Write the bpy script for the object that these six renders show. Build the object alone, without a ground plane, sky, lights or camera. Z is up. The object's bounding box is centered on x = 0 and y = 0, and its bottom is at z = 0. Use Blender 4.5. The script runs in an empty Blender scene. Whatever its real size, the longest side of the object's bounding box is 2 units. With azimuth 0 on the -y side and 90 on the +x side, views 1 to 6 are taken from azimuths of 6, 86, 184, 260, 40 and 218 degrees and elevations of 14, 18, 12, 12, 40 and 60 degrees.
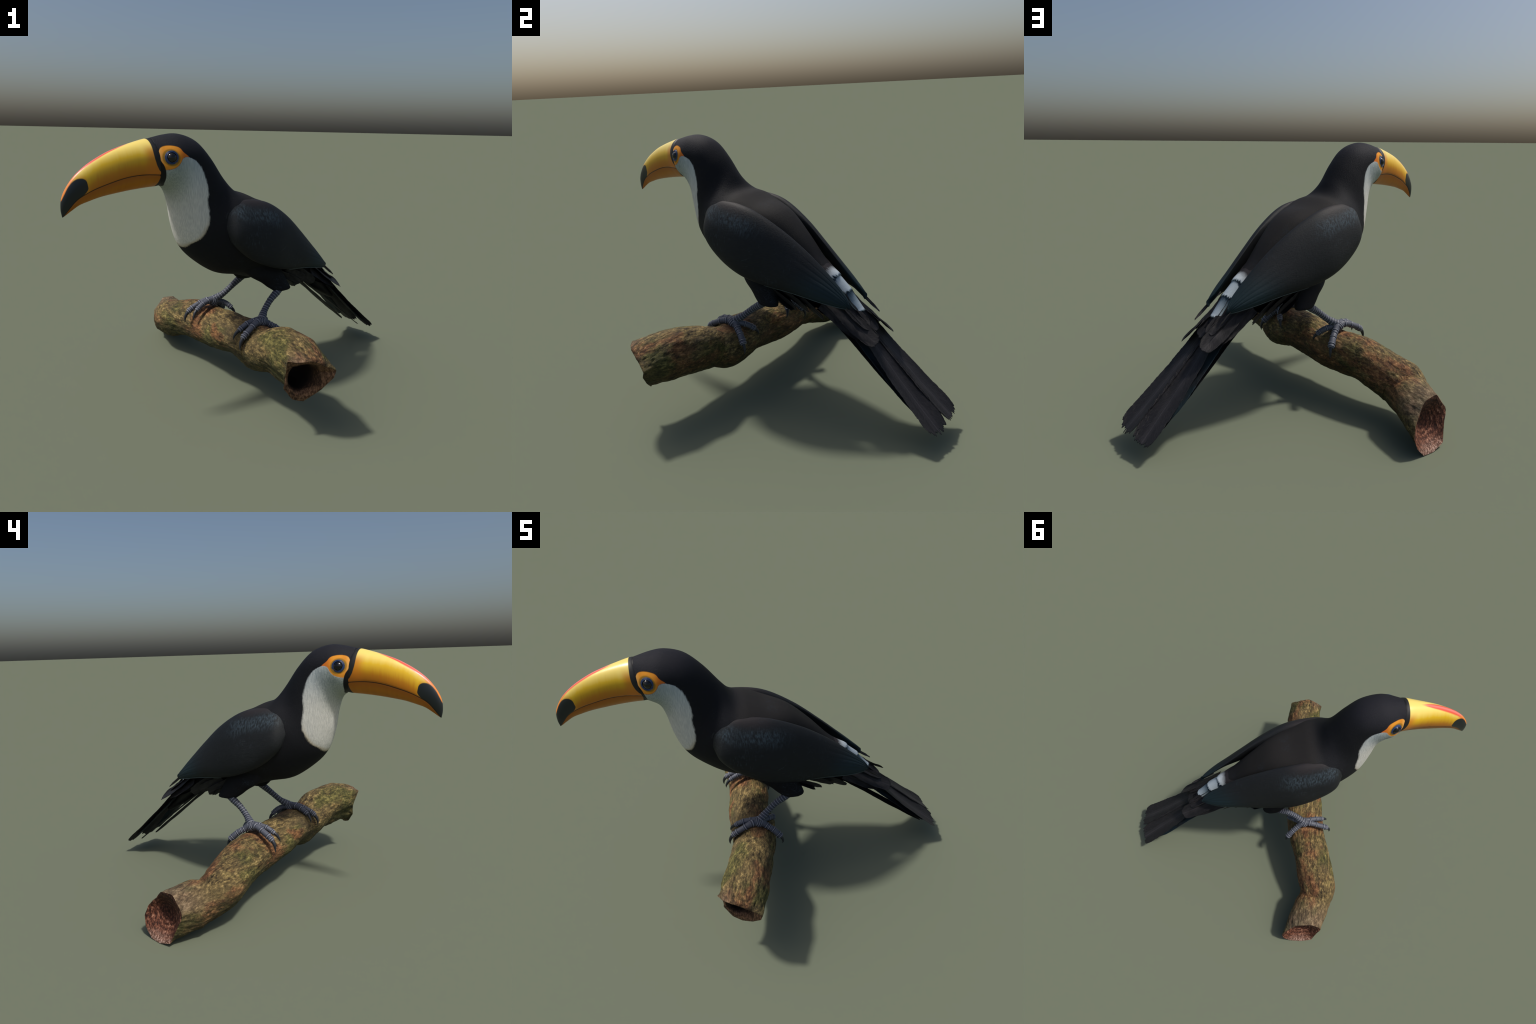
# A toucan perched on a cut branch, built part by part.
import bpy, bmesh, math, random
import numpy as np
from mathutils import Vector, Matrix, noise as mnoise
from mathutils.bvhtree import BVHTree

rng = np.random.default_rng(7)
random.seed(7)
SC = bpy.context.scene.collection

# ------------------------------------------------------------------ helpers
def catmull(P, m):
    P = np.asarray(P, float)
    n = len(P)
    out = []
    for i in range(n - 1):
        p1, p2 = P[i], P[i + 1]
        p0 = P[i - 1] if i else 2 * p1 - p2
        p3 = P[i + 2] if i < n - 2 else 2 * p2 - p1
        for j in range(m):
            u = j / m
            out.append(.5 * (2 * p1 + (p2 - p0) * u + (2 * p0 - 5 * p1 + 4 * p2 - p3) * u * u
                             + (3 * p1 - p0 - 3 * p2 + p3) * u ** 3))
    out.append(P[-1])
    return np.array(out)

def resample(P, n):
    """dense Catmull curve re-spaced to n points of equal arc length (first 3 columns are xyz)"""
    D = catmull(P, 24)
    L = np.concatenate([[0], np.cumsum(np.linalg.norm(np.diff(D[:, :3], axis=0), axis=1))])
    t = np.linspace(0, L[-1], n)
    return np.stack([np.interp(t, L, D[:, k]) for k in range(D.shape[1])], 1), L[-1]

def sstep(x, a, b):
    t = np.clip((x - a) / (b - a), 0, 1)
    return t * t * (3 - 2 * t)

def grid_faces(n, m, wrap=True, off=0, flip=False):
    F = []
    for i in range(n - 1):
        for j in range(m if wrap else m - 1):
            a, b = off + i * m + j, off + i * m + (j + 1) % m
            f = (a, b, b + m, a + m)
            F.append(f[::-1] if flip else f)
    return F

def mesh_obj(name, V, F, mat=None, parent=None, smooth=True, fix=True):
    me = bpy.data.meshes.new(name)
    me.from_pydata([tuple(map(float, v)) for v in V], [], F)
    if fix:
        bm = bmesh.new()
        bm.from_mesh(me)
        bmesh.ops.recalc_face_normals(bm, faces=bm.faces)
        bm.to_mesh(me)
        bm.free()
    if smooth:
        me.polygons.foreach_set("use_smooth", [True] * len(me.polygons))
    me.update()
    ob = bpy.data.objects.new(name, me)
    SC.objects.link(ob)
    if mat:
        me.materials.append(mat)
    if parent:
        ob.parent = parent
    return ob

def closed_loft(G):
    """rings -> closed mesh with centre-point caps"""
    n, m = G.shape[:2]
    V = list(G.reshape(-1, 3))
    F = grid_faces(n, m)
    for ring, base in ((G[0], 0), (G[-1], (n - 1) * m)):
        c = len(V)
        V.append(ring.mean(0))
        F += [(base + j, base + (j + 1) % m, c) for j in range(m)]
    return V, F

def tube(path, rings=(), n=60, m=18, ridge=.0012, flat=1.0):
    """path rows: x,y,z,radius ; rings: list of (position 0..1, height, width) raised scutes"""
    R, L = resample(path, n)
    c = R[:, :3]
    t = np.gradient(c, axis=0)
    t /= np.linalg.norm(t, axis=1)[:, None]
    up = np.array([0, 0, 1.0])
    a = np.linspace(0, 2 * np.pi, m, endpoint=False)
    G = np.zeros((n, m, 3))
    h = np.cross(t[0], up)
    h /= np.linalg.norm(h)
    for i in range(n):
        h = h - t[i] * (h @ t[i])
        h /= np.linalg.norm(h)
        v = np.cross(h, t[i])
        s = i / (n - 1)
        r = R[i, 3]
        for p, hh, w in rings:
            r += hh * math.exp(-((s - p) / w) ** 2)
        G[i] = c[i] + r * (np.cos(a)[:, None] * h + flat * np.sin(a)[:, None] * v)
    return G

# ------------------------------------------------------------------ node kit
class Mat:
    def __init__(self, name):
        self.m = bpy.data.materials.new(name)
        self.m.use_nodes = True
        self.t = self.m.node_tree
        self.b = self.t.nodes["Principled BSDF"]
        self.co = None

    def n(self, kind, **kw):
        nd = self.t.nodes.new("ShaderNode" + kind)
        for k, v in kw.items():
            setattr(nd, k, v)
        return nd

    def put(self, sock, v):
        if isinstance(v, bpy.types.NodeSocket):
            self.t.links.new(v, sock)
        elif isinstance(v, (tuple, list)) and len(v) == 3 and len(sock.default_value) == 4:
            sock.default_value = (*v, 1)
        else:
            sock.default_value = v

    def obj(self):
        if self.co is None:
            self.co = self.n("TexCoord").outputs["Object"]
        return self.co

    def xyz(self):
        s = self.n("SeparateXYZ")
        self.put(s.inputs[0], self.obj())
        return s.outputs

    def math(self, op, a, b=0.0, c=None, clamp=False):
        nd = self.n("Math", operation=op, use_clamp=clamp)
        self.put(nd.inputs[0], a)
        self.put(nd.inputs[1], b)
        if c is not None:
            self.put(nd.inputs[2], c)
        return nd.outputs[0]

    def step(self, x, a, b):
        nd = self.n("MapRange", interpolation_type="SMOOTHSTEP")
        self.put(nd.inputs[0], x)
        self.put(nd.inputs[1], a)
        self.put(nd.inputs[2], b)
        return nd.outputs[0]

    def curve(self, x, pts):
        """piecewise smooth y = f(x), any range"""
        xs = [p[0] for p in pts]
        ys = [p[1] for p in pts]
        x0, x1, y0, y1 = min(xs), max(xs), min(ys), max(ys)
        mp = self.n("MapRange")
        self.put(mp.inputs[0], x)
        mp.inputs[1].default_value, mp.inputs[2].default_value = x0, x1
        fc = self.n("FloatCurve")
        c = fc.mapping.curves[0]
        q = [((a - x0) / (x1 - x0), (b - y0) / (y1 - y0)) for a, b in pts]
        for p in q[1:-1]:
            c.points.new(*p)
        c.points[0].location = q[0]
        c.points[len(c.points) - 1].location = q[-1]
        fc.mapping.update()
        self.put(fc.inputs["Value"], mp.outputs[0])
        return self.math("MULTIPLY_ADD", fc.outputs[0], y1 - y0, y0)

    def mapped(self, scale=(1, 1, 1), rot=(0, 0, 0), vec=None):
        mp = self.n("Mapping")
        self.put(mp.inputs[0], vec or self.obj())
        mp.inputs["Rotation"].default_value = rot
        mp.inputs["Scale"].default_value = scale
        return mp.outputs[0]

    def noise(self, scale, detail=4, rough=.55, vec=None, dist=0.0, color=False):
        nd = self.n("TexNoise")
        self.put(nd.inputs["Vector"], vec or self.obj())
        nd.inputs["Scale"].default_value = scale
        nd.inputs["Detail"].default_value = detail
        nd.inputs["Roughness"].default_value = rough
        nd.inputs["Distortion"].default_value = dist
        return nd.outputs[1 if color else 0]

    def voronoi(self, scale, vec=None, feature="F1", out=0):
        nd = self.n("TexVoronoi", feature=feature)
        self.put(nd.inputs["Vector"], vec or self.obj())
        nd.inputs["Scale"].default_value = scale
        return nd.outputs[out]

    def mix(self, f, a, b, mode="MIX"):
        nd = self.n("Mix", data_type="RGBA", blend_type=mode)
        self.put(nd.inputs[0], f)
        self.put(nd.inputs[6], a)
        self.put(nd.inputs[7], b)
        return nd.outputs[2]

    def ramp(self, x, stops, interp="LINEAR"):
        nd = self.n("ValToRGB")
        nd.color_ramp.interpolation = interp
        e = nd.color_ramp.elements
        while len(e) < len(stops):
            e.new(.5)
        for el, (p, c) in zip(e, stops):
            el.position = p
            el.color = (*c, 1)
        self.put(nd.inputs[0], x)
        return nd.outputs[0]

    def bump(self, h, dist=.002, strength=1.0, normal=None):
        nd = self.n("Bump")
        nd.inputs["Strength"].default_value = strength
        nd.inputs["Distance"].default_value = dist
        self.put(nd.inputs["Height"], h)
        if normal is not None:
            self.put(nd.inputs["Normal"], normal)
        return nd.outputs[0]

    def done(self, color=None, rough=.6, spec=.3, normal=None, **kw):
        if color is not None:
            self.put(self.b.inputs["Base Color"], color)
        self.put(self.b.inputs["Roughness"], rough)
        self.put(self.b.inputs["Specular IOR Level"], spec)
        if normal is not None:
            self.put(self.b.inputs["Normal"], normal)
        for k, v in kw.items():
            self.put(self.b.inputs[k.replace("_", " ")], v)
        return self.m

# ------------------------------------------------------------------ materials
# All bird parts share one object space: x = forward, y = the bird's left, z = up.
MOUTH = [(.80, 1.473), (.86, 1.478), (.93, 1.479), (1.0, 1.472), (1.06, 1.459), (1.10, 1.447), (1.19, 1.416),
         (1.25, 1.388), (1.30, 1.357), (1.34, 1.314), (1.362, 1.286), (1.39, 1.250)]

def plumage_mat():
    M = Mat("plumage")
    x, y, z = M.xyz()
    fur = M.noise(26, 5, .6, M.mapped((5.5, 5.5, 1.3), (0, math.radians(20), 0)))
    fine = M.noise(60, 4, .6, M.mapped((1, 4, 4), (0, math.radians(30), 0)))
    jag = M.math("MULTIPLY_ADD", fur, .020, -.010)
    # black plumage: neck darkened for baked occlusion, back lightened; blue sheen painted in patches
    back = M.math("MULTIPLY", M.step(x, .36, .20), M.step(z, .80, 1.15))
    black = M.mix(back, (.0105, .0110, .0135), (.0190, .0176, .0170))
    crown = M.math("MULTIPLY", M.step(z, 1.55, 1.66), M.step(x, .40, .55))
    low = M.math("MULTIPLY", M.step(z, .85, .72), M.step(x, .22, .10))
    black = M.mix(low, black, (.0085, .0085, .0100))
    black = M.mix(crown, black, (.0165, .0168, .0215))
    sheen = M.math("MULTIPLY", M.step(M.noise(7, 3, .6), .55, .75), M.step(fine, .45, .7))
    sheen = M.math("MULTIPLY", sheen, M.step(x, .45, .1))
    black = M.mix(sheen, black, (.030, .044, .060))
    black = M.mix(M.math("MULTIPLY", M.step(fine, .55, .8), .5), black, (.034, .036, .042))
    # white bib: in front of a line running down the side of the neck
    f = M.curve(z, [(.985, .80), (1.0, .672), (1.012, .645), (1.045, .630), (1.082, .594), (1.14, .566), (1.20, .550),
                    (1.25, .552), (1.315, .559), (1.36, .553), (1.43, .560), (1.50, .583), (1.55, .621), (1.58, .680),
                    (1.60, .72)])
    xj = M.math("ADD", x, jag)
    zj = M.math("ADD", z, M.math("MULTIPLY", jag, .5))
    low = M.curve(x, [(.60, 1.585), (.676, 1.579), (.705, 1.577), (.734, 1.545), (.761, 1.520), (.787, 1.510),
                      (.811, 1.506), (.86, 1.503)])
    high = M.curve(x, [(.655, 1.54), (.676, 1.579), (.709, 1.607), (.730, 1.632), (.750, 1.639), (.780, 1.6425),
                       (.807, 1.640), (.828, 1.632), (.841, 1.617), (.848, 1.580), (.852, 1.54)])
    bib = M.math("MULTIPLY", M.step(M.math("SUBTRACT", xj, f), -.007, .007),
                 M.step(M.math("SUBTRACT", low, zj), -.005, .005))
    bib = M.math("MULTIPLY", bib, M.step(z, .985, 1.005))
    shade = M.noise(34, 4, .55, M.mapped((6, 6, .7), (0, math.radians(26), 0)))
    shade = M.step(shade, .25, .75)
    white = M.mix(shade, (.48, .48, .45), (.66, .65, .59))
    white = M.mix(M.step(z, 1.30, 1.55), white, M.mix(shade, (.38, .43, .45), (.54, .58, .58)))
    chin = M.math("MULTIPLY", M.step(z, 1.22, 1.40), M.step(x, .62, .76))  # shadow under the beak, painted grey-green onto the bib
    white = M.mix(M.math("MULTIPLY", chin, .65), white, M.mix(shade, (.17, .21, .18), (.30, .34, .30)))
    edge = M.math("MULTIPLY", M.step(M.math("SUBTRACT", xj, f), .03, .0), M.step(z, 1.25, 1.10))
    white = M.mix(M.math("MULTIPLY", edge, .6), white, (.40, .31, .17))
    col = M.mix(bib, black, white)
    # orange skin round the eye
    orange = M.math("MULTIPLY", M.step(M.math("SUBTRACT", z, low), -.004, .006),
                    M.step(M.math("SUBTRACT", high, z), -.003, .003))
    orange = M.math("MULTIPLY", orange, M.step(x, .672, .680))
    d = M.math("SQRT", M.math("ADD", M.math("POWER", M.math("SUBTRACT", x, .783), 2.0),
                              M.math("POWER", M.math("SUBTRACT", z, 1.576), 2.0)))
    oc = M.mix(M.noise(22, 3), (.60, .20, .018), (.80, .34, .035))
    oc = M.mix(M.step(x, .75, .70), oc, (.62, .16, .02))
    oc = M.mix(M.math("MULTIPLY", M.step(x, .815, .845), .5), oc, (.85, .50, .16))
    oc = M.mix(M.step(d, .052, .043), oc, (.30, .16, .02))
    col = M.mix(orange, col, oc)
    # bare black band at the base of the beak
    rim = M.curve(z, [(1.39, .780), (1.41, .786), (1.43, .797), (1.463, .804), (1.49, .810), (1.528, .8215),
                      (1.563, .840), (1.602, .849), (1.65, .852), (1.70, .843)])
    band = M.step(M.math("SUBTRACT", x, rim), -.002, .002)
    col = M.mix(band, col, (.010, .010, .011))
    h = M.math("ADD", M.math("MULTIPLY", fur, .7), M.math("MULTIPLY", fine, .5))
    h = M.math("ADD", h, M.math("MULTIPLY", bib, M.math("MULTIPLY_ADD", shade, .35, M.math("MULTIPLY", M.noise(11, 2), 2.4))))
    h = M.math("MULTIPLY", h, M.math("SUBTRACT", 1.0, M.math("MAXIMUM", band, orange)))
    return M.done(col, M.mix(band, (.72,) * 3, (.50,) * 3), .14, M.bump(h, .0035, .5))

def wing_mat():
    M = Mat("wing_plumage")
    x, y, z = M.xyz()
    fine = M.noise(38, 5, .62, M.mapped((.8, 3.5, 4.4), (0, math.radians(-42), 0)))
    fleck = M.noise(42, 5, .6, M.mapped((2.4, 1.8, .6), (0, math.radians(25), 0)))
    col = M.mix(fine, (.0095, .0115, .0135), (.0200, .0215, .0235))
    # shoulder sheen, painted as blue grey flecks
    line = M.math("ADD", z, M.math("MULTIPLY", M.math("SUBTRACT", x, .2), -.22))
    zone = M.math("MULTIPLY", M.step(line, 1.12, 1.205), M.step(line, 1.285, 1.225))
    zone = M.math("MULTIPLY", zone, M.math("MULTIPLY", M.step(x, -.10, .12), M.step(x, .46, .36)))
    zone = M.math("MULTIPLY", zone, M.step(M.noise(7, 3, .6), .25, .60))
    col = M.mix(M.math("MULTIPLY", M.step(fleck, .34, .78), zone), col, (.062, .090, .112))
    top = M.math("MULTIPLY", M.step(line, 1.235, 1.29), M.step(x, .0, .2))
    col = M.mix(M.math("MULTIPLY", top, .7), col, (.030, .025, .026))
    spots = M.math("MULTIPLY", M.step(M.noise(6, 3, .6), .52, .72), M.step(fleck, .5, .75))
    col = M.mix(M.math("MULTIPLY", spots, .55), col, (.040, .056, .072))
    # teal sheen on the long feathers near the tip
    tip = M.math("MULTIPLY", M.step(x, -.18, -.45), M.step(z, 1.0, .80))
    col = M.mix(M.math("MULTIPLY", tip, .75), col, (.012, .030, .038))
    scratch = M.voronoi(9, M.mapped((1, 3, 7), (0, math.radians(-62), 0)), "DISTANCE_TO_EDGE")
    scratch = M.math("MULTIPLY", M.step(scratch, .012, .002), M.step(M.noise(5, 2), .55, .68))
    col = M.mix(M.math("MULTIPLY", scratch, .35), col, (.07, .09, .10))
    h = M.math("ADD", fine, M.math("MULTIPLY", fleck, .5))
    return M.done(col, .62, .20, M.bump(h, .0022, .5))

def beak_mat(lower=False):
    M = Mat("lower_beak_horn" if lower else "upper_beak_horn")
    x, y, z = M.xyz()
    mouth = M.curve(x, MOUTH)
    d = M.math("SUBTRACT", z, mouth)
    bars = M.noise(5, 3, .6, M.mapped((9, .6, .6), (0, math.radians(14), 0)))
    soft = M.noise(7, 3, .5)
    if lower:
        col = M.mix(bars, (.40, .125, .004), (.55, .195, .006))
        col = M.mix(M.step(d, -.05, -.005), col, (.40, .115, .004))
    else:
        g = M.math("ADD", d, M.math("MULTIPLY_ADD", bars, .03, -.015))
        g = M.math("ADD", g, M.math("MULTIPLY_ADD", M.step(x, 1.15, 1.30), .03, 0.0))
        col = M.ramp(M.step(g, -.01, .17), [(0, (.50, .155, .006)), (.22, (.58, .225, .008)), (.45, (.72, .38, .010)),
                                           (.75, (.84, .52, .022)), (1, (.88, .68, .17))])  # last stop paled for the sunlit highlight on top of the beak
        streak = M.math("MULTIPLY", M.step(bars, .50, .64), M.math("MULTIPLY", M.step(d, .12, .03), M.step(x, .90, .98)))
        col = M.mix(M.math("MULTIPLY", streak, .45), col, (.55, .16, .008))
        base = M.math("MULTIPLY", M.step(x, .945, .885), M.step(z, 1.66, 1.60))
        col = M.mix(M.math("MULTIPLY", base, .75), col, (.62, .18, .010))
        # coral stripe along the ridge
        r = M.curve(x, [(.95, 0.0), (.97, .003), (1.03, .013), (1.12, .020), (1.22, .019), (1.29, .016), (1.34, .020), (1.40, .022)])
        ay = M.math("ABSOLUTE", M.math("ADD", y, .004))
        red = M.math("MULTIPLY", M.step(M.math("SUBTRACT", r, ay), -.004, .005), M.step(d, .05, .08))
        redc = M.mix(M.step(ay, .014, .0), (.76, .095, .050), (.84, .22, .18))
        redc = M.mix(M.step(x, 1.27, 1.36), redc, (.82, .20, .055))
        col = M.mix(M.math("MULTIPLY", red, M.step(x, .955, 1.03)), col, redc)
        # black tip patch
        hi = M.curve(x, [(1.236, 1.41), (1.243, 1.425), (1.250, 1.455), (1.262, 1.467), (1.282, 1.470), (1.308, 1.461),
                         (1.336, 1.434), (1.366, 1.385), (1.392, 1.335), (1.42, 1.30)])
        lo = M.curve(x, [(1.236, 1.428), (1.248, 1.403), (1.264, 1.383), (1.283, 1.368), (1.33, 1.30), (1.39, 1.20)])
        blk = M.math("MULTIPLY", M.step(M.math("SUBTRACT", hi, z), -.004, .004), M.step(M.math("SUBTRACT", z, lo), -.003, .003))
        blk = M.math("MAXIMUM", M.math("MULTIPLY", blk, M.step(x, 1.238, 1.246)), M.math("MULTIPLY", M.step(x, 1.378, 1.386), M.step(z, 1.372, 1.360)))
        ring = M.math("MULTIPLY", M.math("MULTIPLY", M.step(M.math("SUBTRACT", hi, z), -.03, .0), M.step(x, 1.22, 1.25)), .5)
        col = M.mix(ring, col, (.74, .30, .012))
        col = M.mix(blk, col, (.012, .016, .018))
    # black line of the gape and black base edge
    gape = M.step(M.math("ABSOLUTE", d), .0036, .0018)
    col = M.mix(M.math("MULTIPLY", gape, .93), col, (.02, .008, .002))
    edge = M.curve(z, [(1.39, .842), (1.41, .838), (1.443, .831), (1.476, .8285), (1.507, .846), (1.548, .866),
                       (1.597, .877), (1.648, .879), (1.70, .880)])
    yellow = M.step(M.math("SUBTRACT", x, edge), -.0022, .0022)
    col = M.mix(yellow, (.010, .010, .011), col)
    h = M.math("ADD", M.math("MULTIPLY", bars, .5), M.math("MULTIPLY", soft, .2))
    return M.done(col, M.mix(yellow, (.6,) * 3, (.32,) * 3), .45, M.bump(h, .003, .25))

def plain(name, color, rough=.5, spec=.3, **kw):
    M = Mat(name)
    return M.done(color, rough, spec, **kw)

def leg_mat():
    M = Mat("leg_skin")
    n1 = M.noise(30, 4)
    col = M.mix(n1, (.023, .028, .043), (.050, .056, .076))
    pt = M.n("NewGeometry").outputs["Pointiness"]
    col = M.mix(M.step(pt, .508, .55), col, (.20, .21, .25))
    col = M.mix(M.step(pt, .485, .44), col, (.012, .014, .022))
    return M.done(col, .5, .35, M.bump(M.noise(140, 4), .0012, .5))

def feather_mat(name, dark, light, blue=None):
    """feather space: x along the shaft, y across, z up"""
    M = Mat(name)
    x, y, z = M.xyz()
    ay = M.math("ABSOLUTE", y)
    v = M.n("CombineXYZ")
    M.put(v.inputs[0], M.math("SUBTRACT", x, M.math("MULTIPLY", ay, 1.6)))
    M.put(v.inputs[1], M.math("MULTIPLY", y, .35))
    barb = M.noise(210, 3, .6, v.outputs[0])
    broad = M.noise(45, 3, .6, v.outputs[0])
    col = M.mix(broad, dark, light)
    col = M.mix(M.math("MULTIPLY", M.step(barb, .46, .70), .6), col, tuple(min(1, 2.1 * c) for c in light))
    col = M.mix(M.math("MULTIPLY", M.step(M.math("SUBTRACT", ay, M.math("MULTIPLY", broad, .04)), .012, -.006), .35), col, tuple(min(1, 2.2 * c) for c in light))
    shaft = M.step(ay, .0045, .0015)
    col = M.mix(M.math("MULTIPLY", shaft, .45), col, tuple(min(1, 3.0 * c) for c in light))
    if blue:
        col = M.mix(M.math("MULTIPLY", M.step(M.noise(6, 2), .45, .6), .8), col, blue)
    return M.done(col, .6, .25, M.bump(M.math("ADD", barb, broad), .0025, .6))

def rump_mat(t0, t1, kind):
    M = Mat("rump_feather_" + kind)
    x, y, z = M.xyz()
    st = M.noise(30, 4, .6, M.mapped((1.2, 6, 2)))
    u = M.math("ADD", M.math("DIVIDE", M.math("SUBTRACT", t0, x), t0 - t1), M.math("MULTIPLY_ADD", st, .24, -.12))
    
    if kind == "dark_to_white":
        c = M.ramp(u, [(0, (.022, .019, .020)), (.48, (.026, .023, .025)), (.74, (.42, .46, .48)), (1, (.54, .61, .65))])
    elif kind == "white":
        c = M.ramp(u, [(0, (.012, .022, .034)), (.15, (.022, .040, .058)), (.25, (.42, .49, .53)), (1, (.54, .61, .65))])
    else:
        c = M.ramp(u, [(0, (.010, .018, .028)), (.14, (.030, .055, .078)), (.42, (.22, .28, .32)), (.75, (.46, .53, .57)), (1, (.55, .62, .66))])
    c = M.mix(.25, c, M.mix(1.0, c, M.mix(st, (.6, .6, .6), (1, 1, 1)), "MULTIPLY"))
    return M.done(c, .6, .2, M.bump(st, .003, .6))

def bark_mat():
    M = Mat("mossy_bark")
    x, y, z = M.xyz()
    stretch = M.mapped((.48, 1, 1))
    big = M.noise(5.5, 4, .6, stretch)
    mid = M.noise(34, 9, .74, stretch, .25)
    fine = M.noise(95, 8, .75, stretch, .3)
    g = M.math("ADD", M.math("MULTIPLY", mid, .54), M.math("MULTIPLY", fine, .46))
    col = M.ramp(g, [(.38, (.013, .009, .005)), (.45, (.064, .045, .020)), (.51, (.155, .110, .045)), (.57, (.33, .235, .092)), (.64, (.68, .50, .22))])
    moss = M.step(M.noise(4.6, 5, .62, M.mapped((.6, 1, 1), (.4, .2, .7))), .47, .60)
    col = M.mix(M.math("MULTIPLY", moss, .80), col, M.ramp(g, [(.37, (.012, .013, .005)), (.46, (.052, .054, .015)), (.54, (.125, .120, .034)), (.65, (.36, .32, .10))]))
    rust = M.step(M.noise(5.0, 5, .64, M.mapped((.6, 1, 1), (1.3, .5, .1))), .47, .60)
    col = M.mix(M.math("MULTIPLY", rust, .85), col, M.ramp(g, [(.37, (.028, .013, .008)), (.46, (.105, .045, .022)), (.54, (.27, .115, .048)), (.65, (.66, .35, .16))]))
    calm = M.step(M.noise(5.5, 3, .5, M.mapped((.5, 1, 1), (2.1, .3, 1.7))), .50, .66)
    col = M.mix(M.math("MULTIPLY", calm, .40), col, (.175, .130, .058))
    dim = M.step(M.noise(4.2, 4, .6, M.mapped((.6, 1, 1), (.9, 1.5, .3))), .50, .72)
    col = M.mix(M.math("MULTIPLY", dim, .5), col, M.mix(g, (.012, .009, .006), (.13, .10, .058)))
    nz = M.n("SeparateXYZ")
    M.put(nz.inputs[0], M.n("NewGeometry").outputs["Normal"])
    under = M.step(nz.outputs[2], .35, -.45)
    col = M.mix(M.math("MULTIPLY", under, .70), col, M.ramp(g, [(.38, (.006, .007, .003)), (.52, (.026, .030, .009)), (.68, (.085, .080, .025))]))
    # bleached, barked-off wood beside the ends
    end2 = M.math("MULTIPLY", M.step(x, .80, 1.02), M.step(M.math("ADD", z, M.math("MULTIPLY", big, .1)), .22, .30))
    end1 = M.math("MULTIPLY", M.step(x, -.86, -1.0), M.step(y, .27, .36))
    col = M.mix(M.math("MULTIPLY", M.math("MAXIMUM", end2, end1), .65), col,
                M.ramp(g, [(.38, (.050, .032, .022)), (.52, (.19, .13, .085)), (.66, (.50, .38, .29))]))
    h = M.math("ADD", M.math("MULTIPLY", mid, 1.2), M.math("MULTIPLY", fine, .7))
    crack = M.voronoi(15, M.mapped((.45, 1, 1)), "DISTANCE_TO_EDGE")
    h = M.math("ADD", h, M.math("MULTIPLY", M.step(crack, .0, .10), .22))
    return M.done(col, .72, .25, M.bump(h, .011, .85))

def cut_mat(dark):
    """end-grain space: x out of the wood, y and z in the cut, radius 1 at the rim = R"""
    M = Mat("hollow_wood" if dark else "cut_wood")
    x, y, z = M.xyz()
    wob = M.noise(9, 4, .6)
    r = M.math("SQRT", M.math("ADD", M.math("MULTIPLY", y, y), M.math("MULTIPLY", z, z)))
    rw = M.math("ADD", r, M.math("MULTIPLY", wob, .05))
    rings = M.math("MULTIPLY_ADD", M.math("SINE", M.math("MULTIPLY", rw, 260.0)), .5, .5)
    grain = M.noise(110, 7, .75, M.mapped((1, 1, .5)))
    mixg = M.math("ADD", M.math("MULTIPLY", rings, .08), M.math("MULTIPLY", M.math("ADD", grain, M.math("MULTIPLY", wob, .15)), .90))
    if dark:
        col = M.ramp(mixg, [(.40, (.020, .009, .005)), (.54, (.085, .040, .019)), (.68, (.26, .14, .075))])
        deep = M.step(x, -.045, -.11)  # shadow inside the hollow, blackened by depth
        col = M.mix(deep, col, (.012, .009, .007))
        inner = M.step(M.math("ADD", r, M.math("MULTIPLY", grain, .02)), .112, .086)
        col = M.mix(M.math("MULTIPLY", inner, .8), col, (.016, .010, .007))
    else:
        col = M.ramp(mixg, [(.42, (.009, .004, .003)), (.53, (.060, .021, .013)), (.62, (.20, .070, .038)), (.74, (.56, .33, .22))])
        low = M.step(M.math("ADD", z, M.math("MULTIPLY", M.math("SUBTRACT", grain, .5), .10)), -.070, -.150)
        col = M.mix(M.math("MULTIPLY", low, .8), col, M.ramp(grain, [(.40, (.06, .025, .016)), (.5, (.27, .14, .095)), (.60, (.70, .53, .44))]))
        core = M.step(M.math("SQRT", M.math("ADD", M.math("MULTIPLY", y, y), M.math("POWER", M.math("SUBTRACT", z, .02), 2.0))), .078, .050)
        col = M.mix(M.math("MULTIPLY", core, .75), col, M.ramp(mixg, [(.42, (.006, .003, .003)), (.58, (.040, .012, .008)), (.74, (.16, .05, .03))]))
        up = M.step(z, .02, .12)
        col = M.mix(M.math("MULTIPLY", up, .6), col, (.022, .011, .008))
    return M.done(col, .7, .25, M.bump(mixg, .004, .7))

PLUMAGE, WING = plumage_mat(), wing_mat()
UPPER, LOWER = beak_mat(False), beak_mat(True)
LEG = leg_mat()
CLAW = plain("claw_horn", (.022, .025, .032), .35, .4)
BLACK_F = feather_mat("black_feather", (.0115, .0108, .0118), (.0225, .0205, .0220))
COVERT_F = feather_mat("covert_feather_black", (.0075, .0070, .0078), (.0150, .0138, .0148))  # base colour lowered to offset top light on the tilted coverts
DARK_F = feather_mat("dark_feather", (.004, .004, .005), (.010, .010, .012))
BLUE_F = feather_mat("blue_black_feather", (.005, .007, .010), (.012, .016, .020), (.010, .024, .034))
BARK, CUT, HOLLOW = bark_mat(), cut_mat(False), cut_mat(True)

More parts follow.
